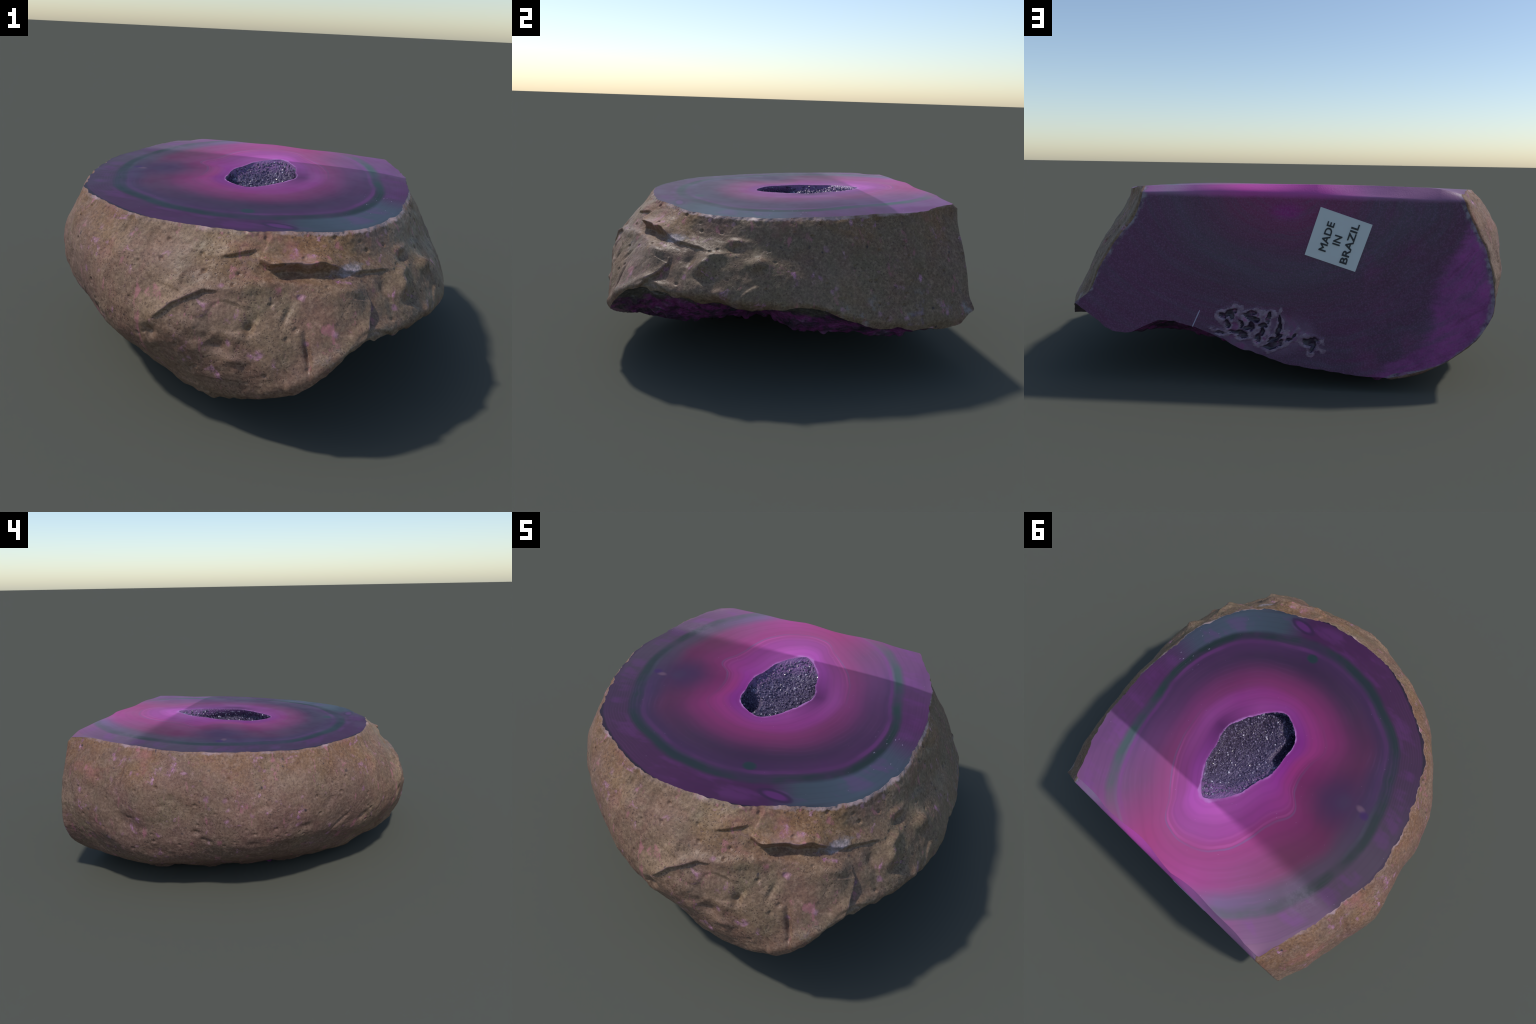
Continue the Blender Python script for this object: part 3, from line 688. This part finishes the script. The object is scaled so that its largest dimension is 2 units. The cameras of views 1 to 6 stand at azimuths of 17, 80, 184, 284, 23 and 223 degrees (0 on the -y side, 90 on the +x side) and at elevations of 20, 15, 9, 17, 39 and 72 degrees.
def plain(name, col, rough):
    T = Tree(name)
    c_ = T.mix(T.step(T.noise(14, 3), .3, .7, 0, .12), col, tuple(v_ * .8 for v_ in col))
    return T.finish(c_, rough)

# ------------------------------------------------------------------ meshes
def grid_faces(n, m, closed=False, base=0):
    i_ = np.arange(n if closed else n - 1); j_ = np.arange(m - 1)
    I, J = np.meshgrid(i_, j_, indexing="ij"); I2 = (I + 1) % n
    return np.stack([I * m + J, I2 * m + J, I2 * m + J + 1, I * m + J + 1], -1).reshape(-1, 4) + base

def add_mesh(name, verts, quads, mats, parent=None, mat_index=None, flip=False, smooth_=True):
    verts = np.asarray(verts, np.float32).reshape(-1, 3)
    quads = quads[:, ::-1] if flip else quads
    me = bpy.data.meshes.new(name)
    k_ = quads.shape[1]
    me.vertices.add(len(verts)); me.vertices.foreach_set("co", verts.ravel())
    me.loops.add(quads.size); me.loops.foreach_set("vertex_index", quads.astype(np.int32).ravel())
    me.polygons.add(len(quads)); me.polygons.foreach_set("loop_start", np.arange(0, quads.size, k_, dtype=np.int32))
    me.polygons.foreach_set("loop_total", np.full(len(quads), k_, np.int32))
    for m_ in mats: me.materials.append(m_)
    if mat_index is not None: me.polygons.foreach_set("material_index", mat_index.astype(np.int32))
    me.polygons.foreach_set("use_smooth", np.full(len(quads), smooth_))
    me.update(calc_edges=True); me.validate()
    ob = bpy.data.objects.new(name, me); bpy.context.scene.collection.objects.link(ob)
    if parent: ob.parent = parent
    return ob

geode = bpy.data.objects.new("agate_geode", None); bpy.context.scene.collection.objects.link(geode)
geode["label"] = "half geode with polished magenta banded agate face and rough brown rind"
geode["category"] = "geode stone"
geode.location = (0, 0, 0)

rind = add_mesh("rind", RIND, grid_faces(NU, NV), [rind_material()], geode)
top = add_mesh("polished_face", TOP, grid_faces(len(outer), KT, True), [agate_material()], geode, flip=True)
fq = frame[:-1, :-1] * edge_keep[:-1, :-1] + .5 * (wobx[:-1, :-1] / .008) * (frame[:-1, :-1] > .02)
hq = (hole[:-1, :-1] + hole[1:, 1:]) / 2 * edge_keep[:-1, :-1]
back = add_mesh("sawn_back", BACK, grid_faces(NB, NV), [back_material(), pit_material(), frame_material()], geode, mat_index=np.where(hq.ravel() > .45, 1, np.where(fq.ravel() > .55, 2, 0)), flip=True)
base = add_mesh("broken_base", BASE, grid_faces(len(loop), KB, True), [base_material()], geode)
pocket = add_mesh("crystal_pocket", BOWL, grid_faces(len(outer), KC, True), [pocket_material()], top, flip=True, smooth_=False)

def outward(ob, probe):
    """turn the faces so that the surface looks along the given direction on average"""
    me = ob.data; n_ = np.empty(len(me.polygons) * 3); me.polygons.foreach_get("normal", n_)
    c_ = np.empty(len(me.polygons) * 3); me.polygons.foreach_get("center", c_)
    if (n_.reshape(-1, 3) * probe(c_.reshape(-1, 3))).sum() < 0: me.flip_normals()
outward(rind, lambda c_: c_ - (0, .1, .4)); outward(top, lambda c_: np.array([0, 0, 1])); outward(back, lambda c_: np.array([0, 1, 0]))
outward(base, lambda c_: np.array([0, 0, -1])); outward(pocket, lambda c_: np.array([0, 0, 1]))

# small quartz points in the pocket
me = pocket.data
cen = np.empty(len(me.polygons) * 3); me.polygons.foreach_get("center", cen); cen = cen.reshape(-1, 3)
are = np.empty(len(me.polygons)); me.polygons.foreach_get("area", are)
nor = np.empty(len(me.polygons) * 3); me.polygons.foreach_get("normal", nor); nor = nor.reshape(-1, 3)
roomy = are * (cen[:, 2] < top_z(cen[:, 0], cen[:, 1]) - .010)
pick = rng.choice(len(cen), 1700, p=roomy / roomy.sum())
V_list, F_list = [], []
for i_, f_ in enumerate(pick):
    n_ = nor[f_] * .5 + np.array([0, 0, .8]) + rng.normal(0, .35, 3); n_ /= np.linalg.norm(n_)
    a_ = np.cross(n_, rng.normal(0, 1, 3)); a_ /= np.linalg.norm(a_); b_ = np.cross(n_, a_)
    r_ = rng.uniform(.0022, .0062); h_ = r_ * rng.uniform(.5, 1.4)
    th = np.arange(6) * math.pi / 3
    ring = cen[f_] + np.outer(np.cos(th), a_) * r_ + np.outer(np.sin(th), b_) * r_
    o_ = len(V_list) * 13
    V_list.append(np.vstack([ring - n_ * r_ * .6, ring + n_ * h_ * .5, cen[f_] + n_ * (h_ + .5 * r_)]))
    for s_ in range(6):
        t_ = (s_ + 1) % 6
        F_list.append((o_ + s_, o_ + t_, o_ + 6 + t_, o_ + 6 + s_)); F_list.append((o_ + 6 + s_, o_ + 6 + t_, o_ + 12, o_ + 12))
quads = np.array([f_ for f_ in F_list if f_[2] != f_[3]])
tris = np.array([f_[:3] for f_ in F_list if f_[2] == f_[3]])
me = bpy.data.meshes.new("quartz_points"); me.from_pydata(np.vstack(V_list).tolist(), [], quads.tolist() + tris.tolist()); me.materials.append(crystal_material())
pts = bpy.data.objects.new("quartz_points", me); bpy.context.scene.collection.objects.link(pts); pts.parent = top; pts["kind"] = "stuff"

# ------------------------------------------------------------------ label on the back
TL, TR, BR, BL = [np.array((px, back_y(px), pz)) for px, pz in ((-.1533, .7581), (-.3589, .6914), (-.2966, .5017), (-.0939, .566))]
sheet = np.array([TL, TR, BR, BL]); nrm = np.cross(TR - TL, BL - TL); nrm /= np.linalg.norm(nrm)
if nrm[1] < 0: nrm = -nrm
import bmesh
bm = bmesh.new()
lo = [bm.verts.new(p_ - nrm * .002) for p_ in sheet]; hi = [bm.verts.new(p_ + nrm * .0035) for p_ in sheet]
bm.faces.new(hi); bm.faces.new(lo[::-1])
for i_ in range(4): bm.faces.new((lo[i_], lo[(i_ + 1) % 4], hi[(i_ + 1) % 4], hi[i_]))
bmesh.ops.recalc_face_normals(bm, faces=bm.faces)
me = bpy.data.meshes.new("paper_label"); bm.to_mesh(me); bm.free()
me.materials.append(plain("label_paper", (.62, .66, .66), .6))
label = bpy.data.objects.new("paper_label", me); bpy.context.scene.collection.objects.link(label); label.parent = geode

ex_ = (TL - BL) / np.linalg.norm(TL - BL); ey_ = TL - TR; ey_ -= ex_ * (ey_ @ ex_); ey_ /= np.linalg.norm(ey_); ez_ = np.cross(ex_, ey_)
if ez_[1] < 0: ez_ = -ez_
ink = plain("label_ink", (.030, .034, .038), .6)
width_, height_ = np.linalg.norm(TL - BL), np.linalg.norm(TL - TR)
def lettering(text, lo_edge, across, size_to):
    """one line of print: lo_edge along the line, across = how far below the top edge its baseline sits"""
    cu = bpy.data.curves.new("lettering", "FONT"); cu.body = text; cu.size = .05; cu.extrude = .001; cu.bevel_depth = .0011; cu.bevel_resolution = 0; cu.resolution_u = 4
    ob = bpy.data.objects.new("lettering", cu); bpy.context.scene.collection.objects.link(ob)
    dg = bpy.context.evaluated_depsgraph_get(); m_ = bpy.data.meshes.new_from_object(ob.evaluated_get(dg)); bpy.data.objects.remove(ob)
    co = np.empty(len(m_.vertices) * 3); m_.vertices.foreach_get("co", co); co = co.reshape(-1, 3)
    wid = co[:, 0].max() - co[:, 0].min(); hgt = co[:, 1].max() - co[:, 1].min()
    u_ = (co[:, 0] - co[:, 0].min()) / wid * size_to[0] + lo_edge; v_ = (co[:, 1] - co[:, 1].min()) / hgt * size_to[1] - across
    wpos = TL - ex_ * width_ + np.outer(u_, ex_) + np.outer(v_, ey_) + np.outer(co[:, 2] + .0042, ez_)
    m_.vertices.foreach_set("co", wpos.astype(np.float32).ravel()); m_.update(); m_.name = "lettering"
    m_.materials.clear(); m_.materials.append(ink)
    o_ = bpy.data.objects.new("lettering", m_); bpy.context.scene.collection.objects.link(o_); o_.parent = label
lettering("MADE", .036, .075, (.122, .030))
lettering("IN", .076, .120, (.040, .030))
lettering("BRAZIL", .014, .170, (.168, .030))

# pale saw scratch on the back
a0, a1 = np.array((.3325, back_y(.3325), .3237)), np.array((.3638, back_y(.3638), .253))
dirn = (a1 - a0) / np.linalg.norm(a1 - a0); sd = np.cross(dirn, (0, 1, 0)); up_ = np.array((0, 1, 0.))
bm = bmesh.new()
prof = [(-1, -.4), (1, -.4), (.5, .5), (-.5, .5)]
rows = [[bm.verts.new(a0 + (a1 - a0) * t_ + sd * .0032 * w_ * px + up_ * .0028 * py) for px, py in prof] for t_, w_ in ((0, .5), (.15, 1), (.85, 1), (1, .8))]
for r0, r1 in zip(rows, rows[1:]):
    for i_ in range(4): bm.faces.new((r0[i_], r0[(i_ + 1) % 4], r1[(i_ + 1) % 4], r1[i_]))
bm.faces.new(rows[0]); bm.faces.new(rows[-1][::-1]); bmesh.ops.recalc_face_normals(bm, faces=bm.faces)
me = bpy.data.meshes.new("scratch"); bm.to_mesh(me); bm.free(); me.materials.append(plain("scratch_quartz", (.36, .33, .46), .5))
o_ = bpy.data.objects.new("scratch", me); bpy.context.scene.collection.objects.link(o_); o_.parent = back
